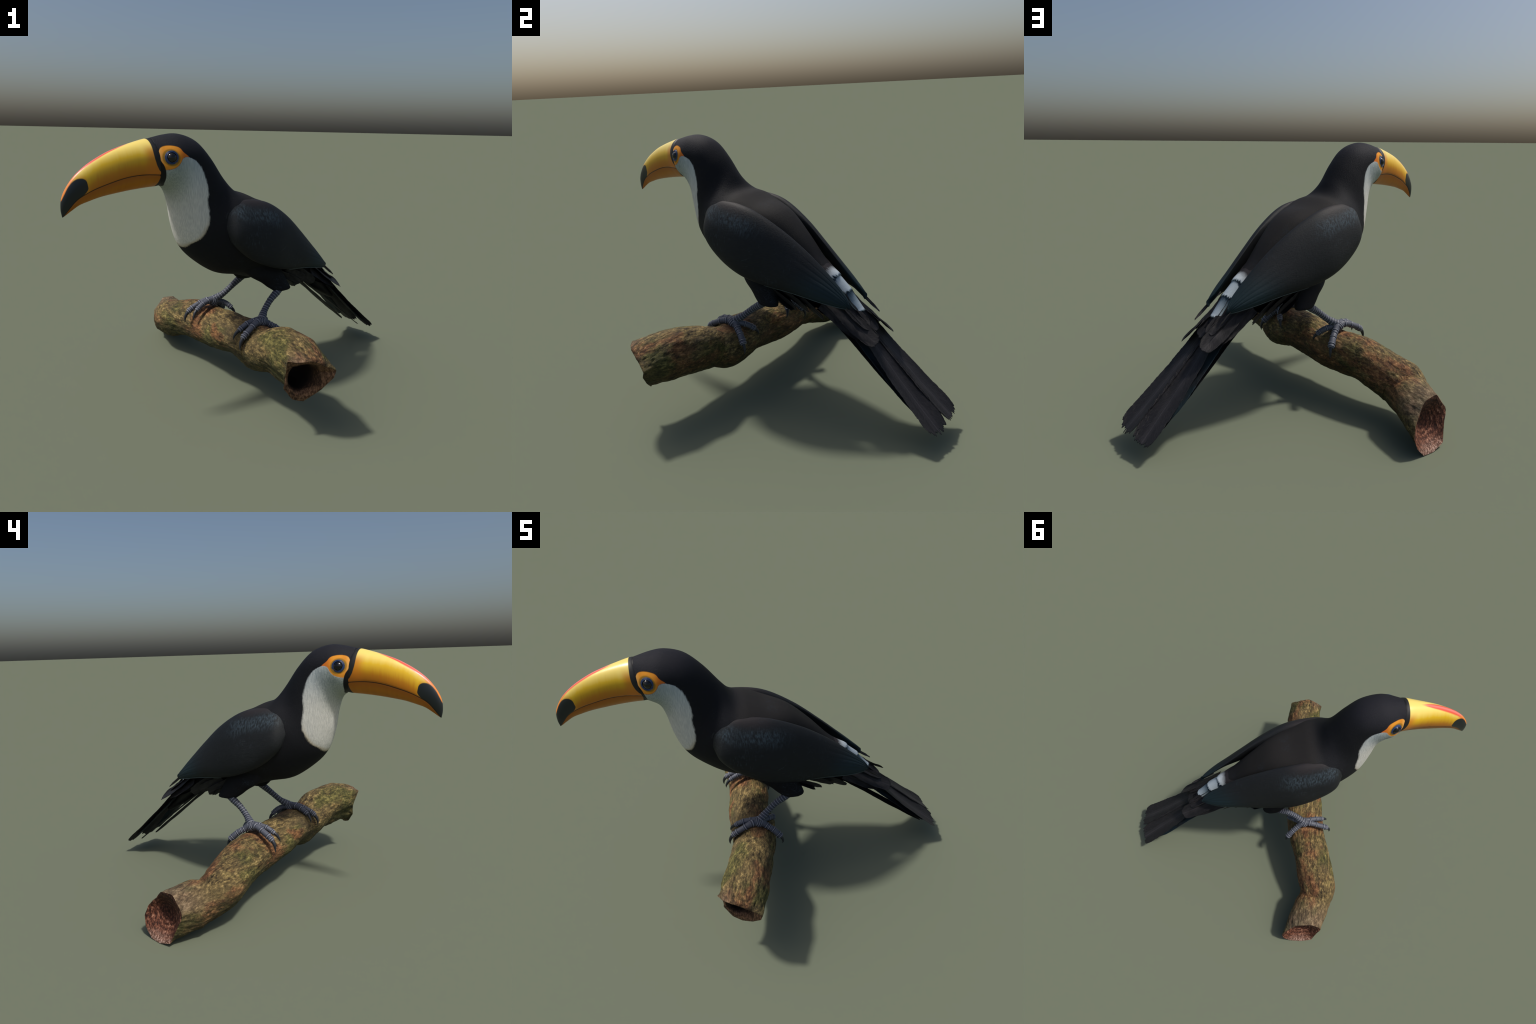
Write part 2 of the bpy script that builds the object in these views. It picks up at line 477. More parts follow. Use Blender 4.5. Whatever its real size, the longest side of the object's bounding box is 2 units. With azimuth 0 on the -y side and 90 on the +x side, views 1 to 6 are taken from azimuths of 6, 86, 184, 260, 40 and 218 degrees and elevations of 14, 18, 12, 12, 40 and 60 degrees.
# ------------------------------------------------------------------ the bird's frame
F0 = Vector((-.6986, -.7155, 0))
S0 = Vector((.7155, -.6986, 0))
fwd = (F0 + .011 * S0).normalized()
bird = bpy.data.objects.new("toucan", None)
SC.objects.link(bird)
bird.empty_display_size = .1
bird.location = Vector((.002, -.002, 0)) - .008 * S0
bird.rotation_euler = (0, 0, math.atan2(fwd.y, fwd.x))
bird["label"] = "black toucan with white bib and huge yellow-orange beak"
bird["category"] = "toucan bird"

# ------------------------------------------------------------------ body surface
# stations: back line (x,z), belly line (x,z), half width, height of the widest point, squareness, flare of the flanks
BODY = [(-.695, .616, -.672, .590, .033, .478, .75, 0.3), (-.628, .680, -.610, .632, .034, .486, .75, 0.6), (-.544, .792, -.48, .65, .038, .504, .75, 1.0),
        (-.448, .886, -.36, .66, .056, .534, .75, 1.3), (-.337, .969, -.20, .67, .102, .539, .75, 0.45), (-.202, 1.114, -.05, .70, .142, .48, .75, 0.12),
        (-.054, 1.239, .083, .726, .192, .50, .75, .09), (.113, 1.299, .228, .771, .250, .62, .76, .07), (.208, 1.338, .397, .814, .262, .68, .82, .03),
        (.292, 1.368, .565, .928, .236, .658, .92, 0), (.36, 1.455, .65, 1.026, .191, .514, 1, 0), (.453, 1.578, .696, 1.149, .166, .582, 1, 0),
        (.554, 1.672, .719, 1.279, .151, .625, 1, 0), (.664, 1.709, .743, 1.366, .153, .527, 1, 0), (.758, 1.703, .788, 1.406, .146, .462, 1, 0),
        (.877, 1.676, .819, 1.416, .105, .415, 1, 0)]

def section_loft(X, m, nr):
    R = catmull(X, m)
    a = np.linspace(0, 2 * np.pi, nr, endpoint=False)
    ca, sa = np.cos(a), np.sin(a)
    top, bot = R[:, None, 0:2], R[:, None, 2:4]
    ctr = bot + (top - bot) * R[:, None, 5:6]
    pw = R[:, 6:7] if R.shape[1] > 6 else np.ones((len(R), 1))      # <1 gives a squarer back
    v = np.where((sa > 0)[None, :, None], ctr + (top - ctr) * (np.abs(sa)[None] ** pw)[..., None],
                 ctr + (bot - ctr) * np.abs(sa)[None, :, None])
    fl = R[:, 7:8] if R.shape[1] > 7 else np.zeros((len(R), 1))
    s = R[:, 4:5] * (1 + fl * sstep(-sa, .0, .55)[None]) * np.where((sa > 0)[None], np.sign(ca)[None] * np.abs(ca)[None] ** pw, ca[None])
    return np.stack([v[..., 0], s, v[..., 1]], -1)

def thigh_loft(side):
    # centre x,y,z, half length along x, half width along y, tilt
    st = [(.100, .095, .86, .14, .09), (.050, .130, .79, .128, .082), (.002, .162, .735, .102, .062),
          (-.027, .181, .695, .091, .052), (-.052, .197, .664, .079, .044), (-.054, .200, .655, .073, .040)]
    R = catmull(st, 6)
    a = np.linspace(0, 2 * np.pi, 32, endpoint=False)
    G = np.zeros((len(R), 32, 3))
    for i, (x, y, z, rx, ry) in enumerate(R):
        G[i, :, 0] = x + rx * np.cos(a)
        G[i, :, 1] = side * (y + ry * np.sin(a))
        G[i, :, 2] = z - .03 * np.cos(a) * (z - .65) / .2
    return G

def build_body():
    parts = [closed_loft(section_loft(BODY, 6, 56)), closed_loft(thigh_loft(1)), closed_loft(thigh_loft(-1))]
    V, F = [], []
    for v, f in parts:
        o = len(V)
        V += v
        F += [tuple(i + o for i in q) for q in f]
    raw = mesh_obj("body_raw", V, F)
    md = raw.modifiers.new("r", "REMESH")
    md.mode, md.voxel_size = "VOXEL", .0062
    sm = raw.modifiers.new("s", "SMOOTH")
    sm.factor, sm.iterations = .5, 7
    me = bpy.data.meshes.new_from_object(raw.evaluated_get(bpy.context.evaluated_depsgraph_get()))
    bpy.data.objects.remove(raw)
    me.polygons.foreach_set("use_smooth", [True] * len(me.polygons))
    return me

def split_surface(me, pick, names, mats, parent):
    """cut one smooth surface into named pieces whose borders and shading agree"""
    nv = len(me.vertices)
    co = np.empty(nv * 3)
    me.vertices.foreach_get("co", co)
    co = co.reshape(-1, 3)
    nr = np.array([v.normal[:] for v in me.vertices])
    polys = [tuple(p.vertices) for p in me.polygons]
    cen = np.array([co[list(p)].mean(0) for p in polys])
    lab = pick(cen)
    out = []
    for k, (nm, mt) in enumerate(zip(names, mats)):
        fs = [p for p, l in zip(polys, lab) if l == k]
        ids = sorted({i for f in fs for i in f})
        if not ids:
            out.append(None)
            continue
        re = {o: i for i, o in enumerate(ids)}
        m2 = bpy.data.meshes.new(nm)
        m2.from_pydata([tuple(co[i]) for i in ids], [], [tuple(re[i] for i in f) for f in fs])
        m2.polygons.foreach_set("use_smooth", [True] * len(fs))
        m2.normals_split_custom_set_from_vertices([tuple(nr[i]) for i in ids])
        m2.materials.append(mt)
        ob = bpy.data.objects.new(nm, m2)
        SC.objects.link(ob)
        ob.parent = parent
        out.append(ob)
    return out

body_me = build_body()
bvh = BVHTree.FromPolygons([v.co.copy() for v in body_me.vertices], [tuple(p.vertices) for p in body_me.polygons])

def pick_body(c):
    x, y, z = c[:, 0], c[:, 1], c[:, 2]
    lab = np.full(len(c), 2)
    lab[(z < .72) & (np.abs(y) > .10) & (x > -.20) & (x < .15)] = 3
    lab[(z < .72) & (y < -.10) & (x > -.20) & (x < .15)] = 4
    lab[(x * .55 + z) > 1.50] = 1
    lab[((x - .62) * .75 + (z - 1.42)) > 0] = 0
    return lab

head, neck, torso, thigh_l, thigh_r = split_surface(
    body_me, pick_body, ["head", "neck", "torso", "thigh", "thigh"], [PLUMAGE] * 5, bird)

# ------------------------------------------------------------------ beak
BEAK = [(.840, 1.672, .790, 1.425, .098, .5), (.873, 1.679, .81, 1.407, .108, .538), (.958, 1.658, .898, 1.399, .089, .551), (1.051, 1.629, .977, 1.391, .074, .528),
        (1.127, 1.599, 1.058, 1.38, .063, .479), (1.223, 1.546, 1.158, 1.363, .048, .436), (1.297, 1.488, 1.23, 1.343, .035, .456),
        (1.347, 1.428, 1.283, 1.325, .027, .505), (1.377, 1.37, 1.328, 1.298, .02, .522), (1.385, 1.312, 1.356, 1.279, .011, .514),
        (1.38, 1.270, 1.377, 1.266, .003, .5)]

def build_beak():
    G = section_loft(BEAK, 18, 176)
    # indent the gape line
    mz = np.array(MOUTH)
    mouth = np.interp(G[..., 0], mz[:, 0], mz[:, 1])
    d = G[..., 2] - mouth
    c = G.mean(1, keepdims=True)
    inward = c - G
    inward[..., 0] = 0
    inward[..., 2] *= .2
    L = np.linalg.norm(inward, axis=-1, keepdims=True) + 1e-6
    wid = np.clip(L[..., 0] / .06, .15, 1)
    dep = .0055 * np.exp(-(d / .0042) ** 2) * wid
    dep += .0025 * sstep(-d, .0, .006) * sstep(d, -.05, -.01) * wid      # lower edge tucked in a little
    G = G + inward / L * dep[..., None]
    V, F = closed_loft(G)
    ob = mesh_obj("beak_raw", V, F)
    me = ob.data
    bpy.data.objects.remove(ob)
    return me

def pick_beak(c):
    mz = np.array(MOUTH)
    return (c[:, 2] < np.interp(c[:, 0], mz[:, 0], mz[:, 1])).astype(int)

beak = bpy.data.objects.new("beak", None)
SC.objects.link(beak)
beak.parent = bird
upper, lower = split_surface(build_beak(), pick_beak, ["upper_mandible", "lower_mandible"], [UPPER, LOWER], beak)

# ------------------------------------------------------------------ eyes
def eye_mats():
    M = Mat("eyeball")
    x, y, z = M.xyz()
    a = plain("eyeball_glass", (.004, .0035, .003), .07, .45, Coat_Weight=.25, Coat_Roughness=.03)
    M = Mat("blue_eye_skin")
    n = M.noise(70, 3)
    col = M.mix(n, (.010, .018, .070), (.030, .070, .17))
    pt = M.n("NewGeometry").outputs["Pointiness"]
    col = M.mix(M.step(pt, .53, .62), col, (.05, .11, .20))
    col = M.mix(M.step(pt, .47, .40), col, (.006, .010, .030))
    return a, M.done(col, .4, .4, M.bump(n, .001, .5))
EYE, RING = eye_mats()

def lathe(prof, m=48):
    a = np.linspace(0, 2 * np.pi, m, endpoint=False)
    return np.array([[(r * math.cos(t), r * math.sin(t), h) for t in a] for r, h in prof])

for side in (1, -1):
    hit, nrm, _, _ = bvh.ray_cast(Vector((.783, side * .5, 1.577)), Vector((0, -side, 0)))
    nrm = (nrm + Vector((.0, side * .5, .0))).normalized()
    q = nrm.to_track_quat("Z", "Y")
    prof = catmull([(.0410, -.010), (.0395, -.0005), (.0380, .0016), (.0362, .0010), (.0345, .0022), (.0330, .0034), (.0316, .0024),
                    (.0304, .0036), (.0292, .0042), (.0280, .0028), (.0274, -.004)], 5)
    G = lathe(prof, 64)
    for i in range(G.shape[0]):      # slightly irregular, wrinkled lids
        for j in range(G.shape[1]):
            w = mnoise.noise(Vector(tuple(G[i, j] * 60)) + Vector((0, 0, 9 * side)))
            G[i, j, :2] *= 1 + .025 * w
            G[i, j, 2] += .0008 * w
    ring = mesh_obj("eye_ring", list(G.reshape(-1, 3)), grid_faces(*G.shape[:2]), RING, head)
    ring.location, ring.rotation_mode, ring.rotation_quaternion = hit, "QUATERNION", q
    pr = [(.0305 * math.sin(t), .0305 * math.cos(t) - .0130) for t in np.linspace(.001, 1.75, 18)]
    G = lathe(pr, 48)
    V, F = closed_loft(G)
    eb = mesh_obj("eye", V, F, EYE, head)
    eb.location, eb.rotation_mode, eb.rotation_quaternion = hit, "QUATERNION", q

# ------------------------------------------------------------------ wings
# upper rim x,y,z, lower rim x,y,z, bulge, how far the bulge sits towards the lower rim
WINGS = [(.436, .212, 1.245, .456, .215, 1.153, .003, .298), (.369, .188, 1.293, .408, .246, 1.040, .058, .264),
         (.263, .176, 1.308, .282, .263, .931, .076, .069), (.086, .168, 1.276, .111, .275, .855, .075, .0),
         (-.107, .138, 1.177, -.068, .248, .809, .067, .014), (-.278, .102, 1.049, -.248, .215, .787, .059, .117),
         (-.426, .084, .922, -.443, .176, .751, .038, .219), (-.562, .082, .795, -.548, .133, .726, .023, .257),
         (-.604, .106, .750, -.596, .095, .712, .011, .107)]

def build_wing(side):
    m = 12
    R = catmull(WINGS, m)
    # round the leading edge and the tip
    def cap(R0, R1, k):
        mid = .5 * (R0[:3] + R0[3:6])
        dirv = .5 * (R0[:3] + R0[3:6]) - .5 * (R1[:3] + R1[3:6])
        dirv /= np.linalg.norm(dirv)
        rows = []
        for f in (.35, .7, .9, .985):
            sh = math.sqrt(1 - f * f)
            row = R0.copy()
            row[:3] = mid + (R0[:3] - mid) * sh + dirv * k * f
            row[3:6] = mid + (R0[3:6] - mid) * sh + dirv * k * f
            row[6] *= sh
            rows.append(row)
        return rows
    R = np.array(cap(R[0], R[3], .012)[::-1] + list(R) + cap(R[-1], R[-4], .010))
    n = len(R)
    U, L, b = R[:, 0:3], R[:, 3:6], R[:, 6:7]
    ax = np.gradient(.5 * (U + L), axis=0)
    ax /= np.linalg.norm(ax, axis=1)[:, None]
    e = L - U
    nr = np.cross(e, ax)
    nr /= np.linalg.norm(nr, axis=1)[:, None] + 1e-9
    nr *= np.sign(nr[:, 1:2])
    u = np.linspace(0, 1, n)[:, None]
    a = np.linspace(0, np.pi, 64)
    x = (1 - np.cos(a)) / 2
    groove = .5 + .5 * np.cos(2 * np.pi * (x[None] * 7 + .25 * np.sin(6 * u)))
    groove = (1 - groove ** 6 * .9) - 1
    amp = .0042 * sstep(u, .50, .92) * np.sin(a)[None] ** .5
    lump = np.array([[mnoise.noise(Vector((i * .09, j * .10, side * 5.0))) for j in range(64)] for i in range(n)])
    out = (U[:, None] + e[:, None] * x[None, :, None]
           + nr[:, None] * (b * np.sin(a)[None] * (1 - R[:, 7:8] * np.cos(a)[None]) + amp * groove + .0015 * lump * np.sin(a)[None])[..., None])
    ai = np.linspace(np.pi, 0, 26)[1:-1]
    xi = (1 - np.cos(ai)) / 2
    mx = .5 * (U[:, 0:1] + L[:, 0:1])
    bi = np.minimum(.35 * b, .010) + .055 * sstep(mx, -.24, .02) * sstep(b, .0, .05)      # sits in the flank in front, stands clear behind
    inn = U[:, None] + e[:, None] * xi[None, :, None] - nr[:, None] * (bi * np.sin(ai)[None])[..., None]
    G = np.concatenate([out, inn], 1)
    G[..., 1] *= side
    V, F = closed_loft(G)
    return mesh_obj("wing", V, F, WING, bird), out, nr

wings = {}
for side in (1, -1):
    wings[side], WOUT, WNR = build_wing(side)

# ------------------------------------------------------------------ feathers
def feather(name, root, tip, w0, w1, side_vec=(0, 1, 0), sag=.0, mat=None, parent=None, blunt=.55, fray=.018,
            seed=0, nu=70, nv=17, camber=.10, thick=.0022, w_end=None, kind=None, peak=.8):
    """one vane: grid in feather space (x along, y across), frayed edges, raised shaft, real thickness"""
    r = np.random.default_rng(seed + 1000)
    root, tip = np.array(root, float), np.array(tip, float)
    X = tip - root
    L = np.linalg.norm(X)
    X /= L
    Y = np.array(side_vec, float)
    Y -= X * (Y @ X)
    Y /= np.linalg.norm(Y)
    Z = np.cross(X, Y)
    u = np.linspace(0, 1, nu)
    width = w0 + (w1 - w0) * sstep(u, 0, peak)
    s = np.linspace(-1, 1, nv)
    tipcut = 1 - (1 - np.sqrt(np.clip(1 - np.abs(s) ** 2.4, 0, 1))) * blunt * w1 / L * 1.1
    # clumped fraying of the end, finer nicks along the sides
    fr = np.convolve(r.uniform(-1, 1, nv + 2), [.15, .7, .15], "valid") * fray / L
    end = tipcut + fr
    rowr = 1 + .035 * np.convolve(r.uniform(-1, 1, nu + 4), [.1, .2, .4, .2, .1], "valid") + .03 * r.uniform(-1, 1, nu) * (u > .1)
    rowl = 1 + .035 * np.convolve(r.uniform(-1, 1, nu + 4), [.1, .2, .4, .2, .1], "valid") + .03 * r.uniform(-1, 1, nu) * (u > .1)
    P = np.zeros((nu, nv, 3))
    close = 1 - (1 - (w_end if w_end is not None else .82)) * sstep(u, peak, 1)
    for j in range(nv):
        wr = rowr if s[j] > 0 else rowl
        P[:, j, 0] = L * u * end[j]
        P[:, j, 1] = .5 * width * close * s[j] * wr
        # barbs sweep back from the shaft
        P[:, j, 2] = -camber * width * s[j] ** 2 * .5 - sag * np.sin(np.pi * u * .9)
    ripple = np.array([[mnoise.noise(Vector((uu * 6, ss * 1.7, seed * 1.7))) for ss in s] for uu in u])
    P[..., 2] += .004 * ripple
    ridge = .0030 * np.exp(-(s / .10) ** 2)[None] * (1 - u[:, None] * .7)
    T = thick * (1 - .55 * np.abs(s))[None] * np.ones((nu, 1))
    topS = P.copy()
    topS[..., 2] += T * .5 + ridge
    botS = P.copy()
    botS[..., 2] -= T * .5
    V = list(topS.reshape(-1, 3)) + list(botS.reshape(-1, 3))
    o = nu * nv
    F = grid_faces(nu, nv, False) + grid_faces(nu, nv, False, o, True)
    bd = [i * nv for i in range(nu)] + [(nu - 1) * nv + j for j in range(1, nv)] + \
         [i * nv + nv - 1 for i in range(nu - 2, -1, -1)] + [j for j in range(nv - 2, 0, -1)]
    for p, q in zip(bd, bd[1:] + bd[:1]):
        F.append((p, q, q + o, p + o))
    ob = mesh_obj(name, V, F, mat, parent)
    M3 = Matrix((X, Y, Z)).transposed().to_4x4()
    M3.translation = Vector(root)
    ob.matrix_basis = M3
    return ob

# tail: a short fleshy root carrying the long feathers
tailG = section_loft([(-.42, .77, -.36, .65, .075, .5), (-.55, .690, -.47, .60, .085, .5), (-.64, .600, -.57, .525, .080, .5), (-.72, .515, -.68, .46, .060, .5),
                      (-.82, .430, -.80, .40, .025, .5)], 6, 28)
tail = mesh_obj("tail", *closed_loft(tailG), DARK_F, bird)
for side in (1, -1):
    k = 10 if side > 0 else 40
    S = lambda v: (v[0], v[1] * side, v[2])
    feather("tail_feather", S((-.57, .036, .692)), (-1.192, .095 * side + .009, .100), .112, .182, (0, 1, -.14 * side), -.014, BLACK_F, tail,
            seed=k, fray=.020, nu=110, nv=41, w_end=.93, peak=.95, blunt=.26, camber=.15)
    feather("tail_feather", S((-.55, .078, .655)), S((-1.090, .122, .165)), .080, .085, (0, 1, -.45 * side), -.006, BLUE_F, tail,
            seed=k + 1, fray=.014, nu=80, w_end=.62)
    feather("tail_feather", S((-.40, .034, .640)), S((-1.078, .088, .128)), .056, .060, (0, 1, -.15 * side), .0, DARK_F, tail,
            seed=k + 3, fray=.014, nu=80, w_end=.6)
    # upper and side tail coverts
    feather("covert_feather", S((-.45, .108, .760)), S((-.790, .106, .538)), .085, .118, (0, 1, -.75 * side), -.010, COVERT_F, tail,
            seed=k + 4, fray=.010, nu=60, nv=25, w_end=.92)
    feather("covert_feather", S((-.50, .060, .765)), S((-.722, .064, .606)), .070, .085, (0, 1, -.45 * side), -.006, COVERT_F, tail,
            seed=k + 5, fray=.010, nu=50, w_end=.9)
    feather("covert_feather", S((-.42, .125, .715)), S((-.690, .118, .560)), .070, .085, (0, 1, -1.2 * side), -.004, COVERT_F, tail,
            seed=k + 6, fray=.010, nu=50, w_end=.85)
    feather("covert_feather", S((-.38, .080, .680)), S((-.660, .070, .565)), .08, .090, (0, 1, -.5 * side), .0, COVERT_F, tail,
            seed=k + 7, fray=.010, nu=50, w_end=.85)
    # soft plumes behind the thighs
    feather("flank_feather", S((-.04, .165, .760)), S((-.258, .166, .655)), .08, .085, (0, .6, 1 * side), .0, COVERT_F, torso,
            seed=k + 8, fray=.010, nu=40, w_end=.9)
    feather("flank_feather", S((-.12, .158, .770)), S((-.345, .156, .662)), .08, .085, (0, .6, 1 * side), .0, COVERT_F, torso,
            seed=k + 9, fray=.010, nu=40, w_end=.9)
    feather("flank_feather", S((-.20, .150, .775)), S((-.440, .138, .624)), .08, .090, (0, .6, 1 * side), .0, COVERT_F, torso,
            seed=k + 10, fray=.010, nu=40, w_end=.9)
    feather("flank_feather", S((-.10, .10, .730)), S((-.35, .095, .665)), .09, .100, (0, 1, .3 * side), .0, COVERT_F, torso,
            seed=k + 11, fray=.010, nu=40, w_end=.9)
    feather("flank_feather", S((-.22, .07, .710)), S((-.50, .065, .630)), .09, .100, (0, 1, .2 * side), .0, COVERT_F, torso,
            seed=k + 12, fray=.010, nu=40, w_end=.9)
    feather("flank_feather", S((-.03, .14, .760)), S((-.215, .150, .640)), .10, .110, (0, 1, .15 * side), .0, DARK_F, torso,
            seed=k + 14, fray=.010, nu=40, w_end=.9)
    feather("flank_feather", S((-.02, .05, .720)), S((-.300, .045, .640)), .10, .110, (0, 1, 0), .0, DARK_F, torso,
            seed=k + 15, fray=.010, nu=40, w_end=.9)
    # the one flight feather that shows beyond the folded wing
    feather("flight_feather", S((-.50, .110, .790)), S((-.690, .116, .643)), .020, .018, (0, .5, 1 * side), .0, BLACK_F, wings[side],
            seed=k + 13, fray=.006, nu=40, nv=9, w_end=.5)
    # glint on the wing's lower rim, modelled as a thin pale tube
    pts = [(*S(p[3:6] + np.array([0, .002, -.001])), .0026) for p in catmull(WINGS[4:9], 6)]
    pts[0] = (*pts[0][:3], .0008)
    pts[-1] = (*pts[-1][:3], .001)
    G = tube(pts, n=60, m=8)
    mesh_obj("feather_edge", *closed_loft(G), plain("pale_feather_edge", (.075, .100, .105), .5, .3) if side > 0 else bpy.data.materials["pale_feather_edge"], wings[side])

feather("covert_feather", (-.52, .004, .790), (-.735, .004, .575), .085, .100, (0, 1, 0), -.004, COVERT_F, tail, seed=77, fray=.012, nu=50, w_end=.9, camber=.22)

# rump: three overlapping tiers with ragged white tips
def rump_tier(t0, t1, half0, half1, mat, lift0, lift1, seed):
    r = np.random.default_rng(seed)
    nu, nv = 26, 97
    nd = Vector((-.70, 0, .714))
    s = np.linspace(-1, 1, nv)
    clump = np.repeat(r.uniform(-1, 1, 25), 4)[:nv]
    saw = np.abs(((s * 12) % 1) - .5) * 2
    endx = 1 + .05 * clump + .07 * (saw - .5) - .03 * np.abs(s) ** 2
    T = np.zeros((nu, nv, 3))
    for i in range(nu):
        for j in range(nv):
            u = i / (nu - 1) * endx[j]
            t = t0 + (t1 - t0) * u
            zc = np.interp(-t, [.202, .337, .451, .548, .628, .695], [1.114, .969, .889, .796, .695, .630])
            y = s[j] * (half0 + (half1 - half0) * u)
            o = Vector((t, y, zc)) + nd * .3
            p = Vector((t, y, zc)) - nd * (3.0 + 9.0 * sstep(-t, .34, .5)) * y * y
            h = bvh.ray_cast(o, -nd)[0]
            if h is not None and (h - p).dot(nd) > 0:
                p = h
            T[i, j] = p + nd * (lift0 + (lift1 - lift0) * u)
    V = list(T.reshape(-1, 3)) + list((T - np.array(nd) * .003).reshape(-1, 3))
    o = nu * nv
    F = grid_faces(nu, nv, False) + grid_faces(nu, nv, False, o, True)
    bd = [i * nv for i in range(nu)] + [(nu - 1) * nv + j for j in range(1, nv)] + \
         [i * nv + nv - 1 for i in range(nu - 2, -1, -1)] + [j for j in range(nv - 2, 0, -1)]
    for p, q in zip(bd, bd[1:] + bd[:1]):
        F.append((p, q, q + o, p + o))
    return mesh_obj("rump_feathers", V, F, mat, torso)

rump_tier(-.535, -.640, .047, .043, rump_mat(-.535, -.630, "blue_to_white"), -.002, .003, 1)
rump_tier(-.450, -.548, .055, .047, rump_mat(-.450, -.548, "white"), .000, .0055, 2)
rump_tier(-.318, -.462, .072, .056, rump_mat(-.340, -.462, "dark_to_white"), -.012, .008, 3)

# ------------------------------------------------------------------ legs and feet
def leg_for(side):
    S = lambda rows: [(r[0], r[1] * side, r[2], r[3]) for r in rows]
    tar = S([(-.060, .201, .690, .022), (-.030, .204, .668, .025), (.010, .210, .643, .0245), (.061, .214, .609, .0215),
             (.100, .222, .578, .0205), (.135, .234, .549, .0215), (.165, .252, .526, .0265), (.192, .270, .508, .0275), (.215, .280, .492, .018)])
    rr = np.random.default_rng(5)
    rings = [(p + .006 * rr.uniform(-1, 1), .0016 + .0012 * rr.random(), .010) for p in np.linspace(.22, .95, 14)]
    leg = mesh_obj("leg", *closed_loft(tube(tar, rings, 150, 26)), LEG, bird)
    toes = [
        # inner front, outer front, outer rear, inner rear : path with radius, scute rings, claw path
        ([(.185, .262, .502, .024), (.240, .260, .508, .0175), (.308, .252, .494, .0165), (.364, .245, .463, .0150)], (.38, .64, .90)),
        ([(.185, .272, .502, .024), (.256, .291, .503, .0195), (.311, .304, .484, .0175), (.358, .312, .460, .0180), (.392, .317, .437, .0165)], (.28, .52, .82, .93)),
        ([(.180, .275, .495, .026), (.150, .294, .474, .0190), (.109, .314, .448, .0185), (.078, .330, .418, .0200), (.058, .341, .396, .0185)], (.24, .36, .55, .84, .95)),
        ([(.180, .262, .496, .024), (.146, .246, .490, .0175), (.115, .220, .474, .0170), (.088, .186, .442, .0155)], (.42, .78, .92)),
    ]
    claws = [
        [(.358, .246, .467, .0125), (.380, .240, .450, .0115), (.396, .234, .425, .0075), (.401, .231, .401, .0012)],
        [(.386, .316, .441, .0140), (.405, .319, .418, .0120), (.414, .321, .390, .0080), (.414, .321, .360, .0012)],
        [(.062, .339, .402, .0120), (.049, .345, .380, .0105), (.044, .348, .355, .0070), (.049, .347, .330, .0012)],
        [(.094, .194, .448, .0120), (.081, .177, .428, .0105), (.076, .166, .408, .0065), (.081, .161, .388, .0012)],
    ]
    for k, (path, rg) in enumerate(toes):
        rings = []
        for p in rg:
            rings += [(p, .0036, .018), (p + .034, -.0016, .014)]
        mesh_obj("toe", *closed_loft(tube(S([(*q[:3], q[3] * 1.14) for q in path]), rings, 100, 22)), LEG, leg)
        mesh_obj("claw", *closed_loft(tube(S(claws[k]), (), 36, 16, flat=1.0)), CLAW, leg)
    # folded skin over the knuckle
    G = lathe([(math.sin(t), math.cos(t)) for t in np.linspace(.02, 3.12, 40)], 40)
    for i in range(40):
        f = 1 + .045 * math.sin(i * 1.45)
        G[i, :, :2] *= f
    V, F = closed_loft(G)
    kn = mesh_obj("knuckle", V, F, LEG, leg)
    kn.matrix_basis = Matrix.Translation((.203, .272 * side, .496)) @ Matrix.Rotation(math.radians(60), 4, "Y") @ Matrix.Diagonal((.034, .040, .042, 1))
    return leg

for side in (1, -1):
    leg_for(side)

# ------------------------------------------------------------------ the branch
# centre line x,y,z with horizontal and vertical radius, oval and three-lobed unevenness
SPINE = [(.317, -.788, .424, .153, .160, .006, -.021), (.250, -.681, .413, .144, .161, .001, -.029), (.197, -.579, .397, .146, .156, .049, -.048),
         (.110, -.483, .352, .133, .135, .036, -.033), (.065, -.396, .331, .152, .151, -.018, 0), (-.066, -.263, .356, .165, .123, -.048, 0),
         (-.188, -.161, .337, .145, .140, .022, -.063), (-.294, -.032, .315, .147, .144, .04, -.03), (-.414, .080, .313, .143, .146, .03, -.02),
         (-.509, .152, .313, .139, .146, .03, -.013), (-.632, .256, .271, .149, .135, -.021, -.014), (-.728, .333, .231, .149, .137, -.073, -.012),
         (-.765, .415, .196, .137, .126, -.059, -.004), (-.787, .491, .191, .130, .146, .089, .014)]
RIM1 = [(.260, -.975, .516), (.317, -.978, .512), (.392, -.962, .520), (.475, -.910, .472), (.533, -.878, .434), (.520, -.888, .395),
        (.450, -.882, .310), (.356, -.877, .231), (.295, -.899, .250), (.244, -.917, .324), (.249, -.920, .392)]
RIM2 = [(-.736, .800, .125), (-.745, .775, .190), (-.782, .715, .262), (-.808, .693, .302), (-.882, .628, .308), (-.928, .590, .234),
        (-.954, .581, .192), (-.938, .620, .105), (-.930, .658, .025), (-.868, .718, .000), (-.802, .766, .003), (-.757, .798, .060)]
ANG = math.atan2(1.64, -1.25)

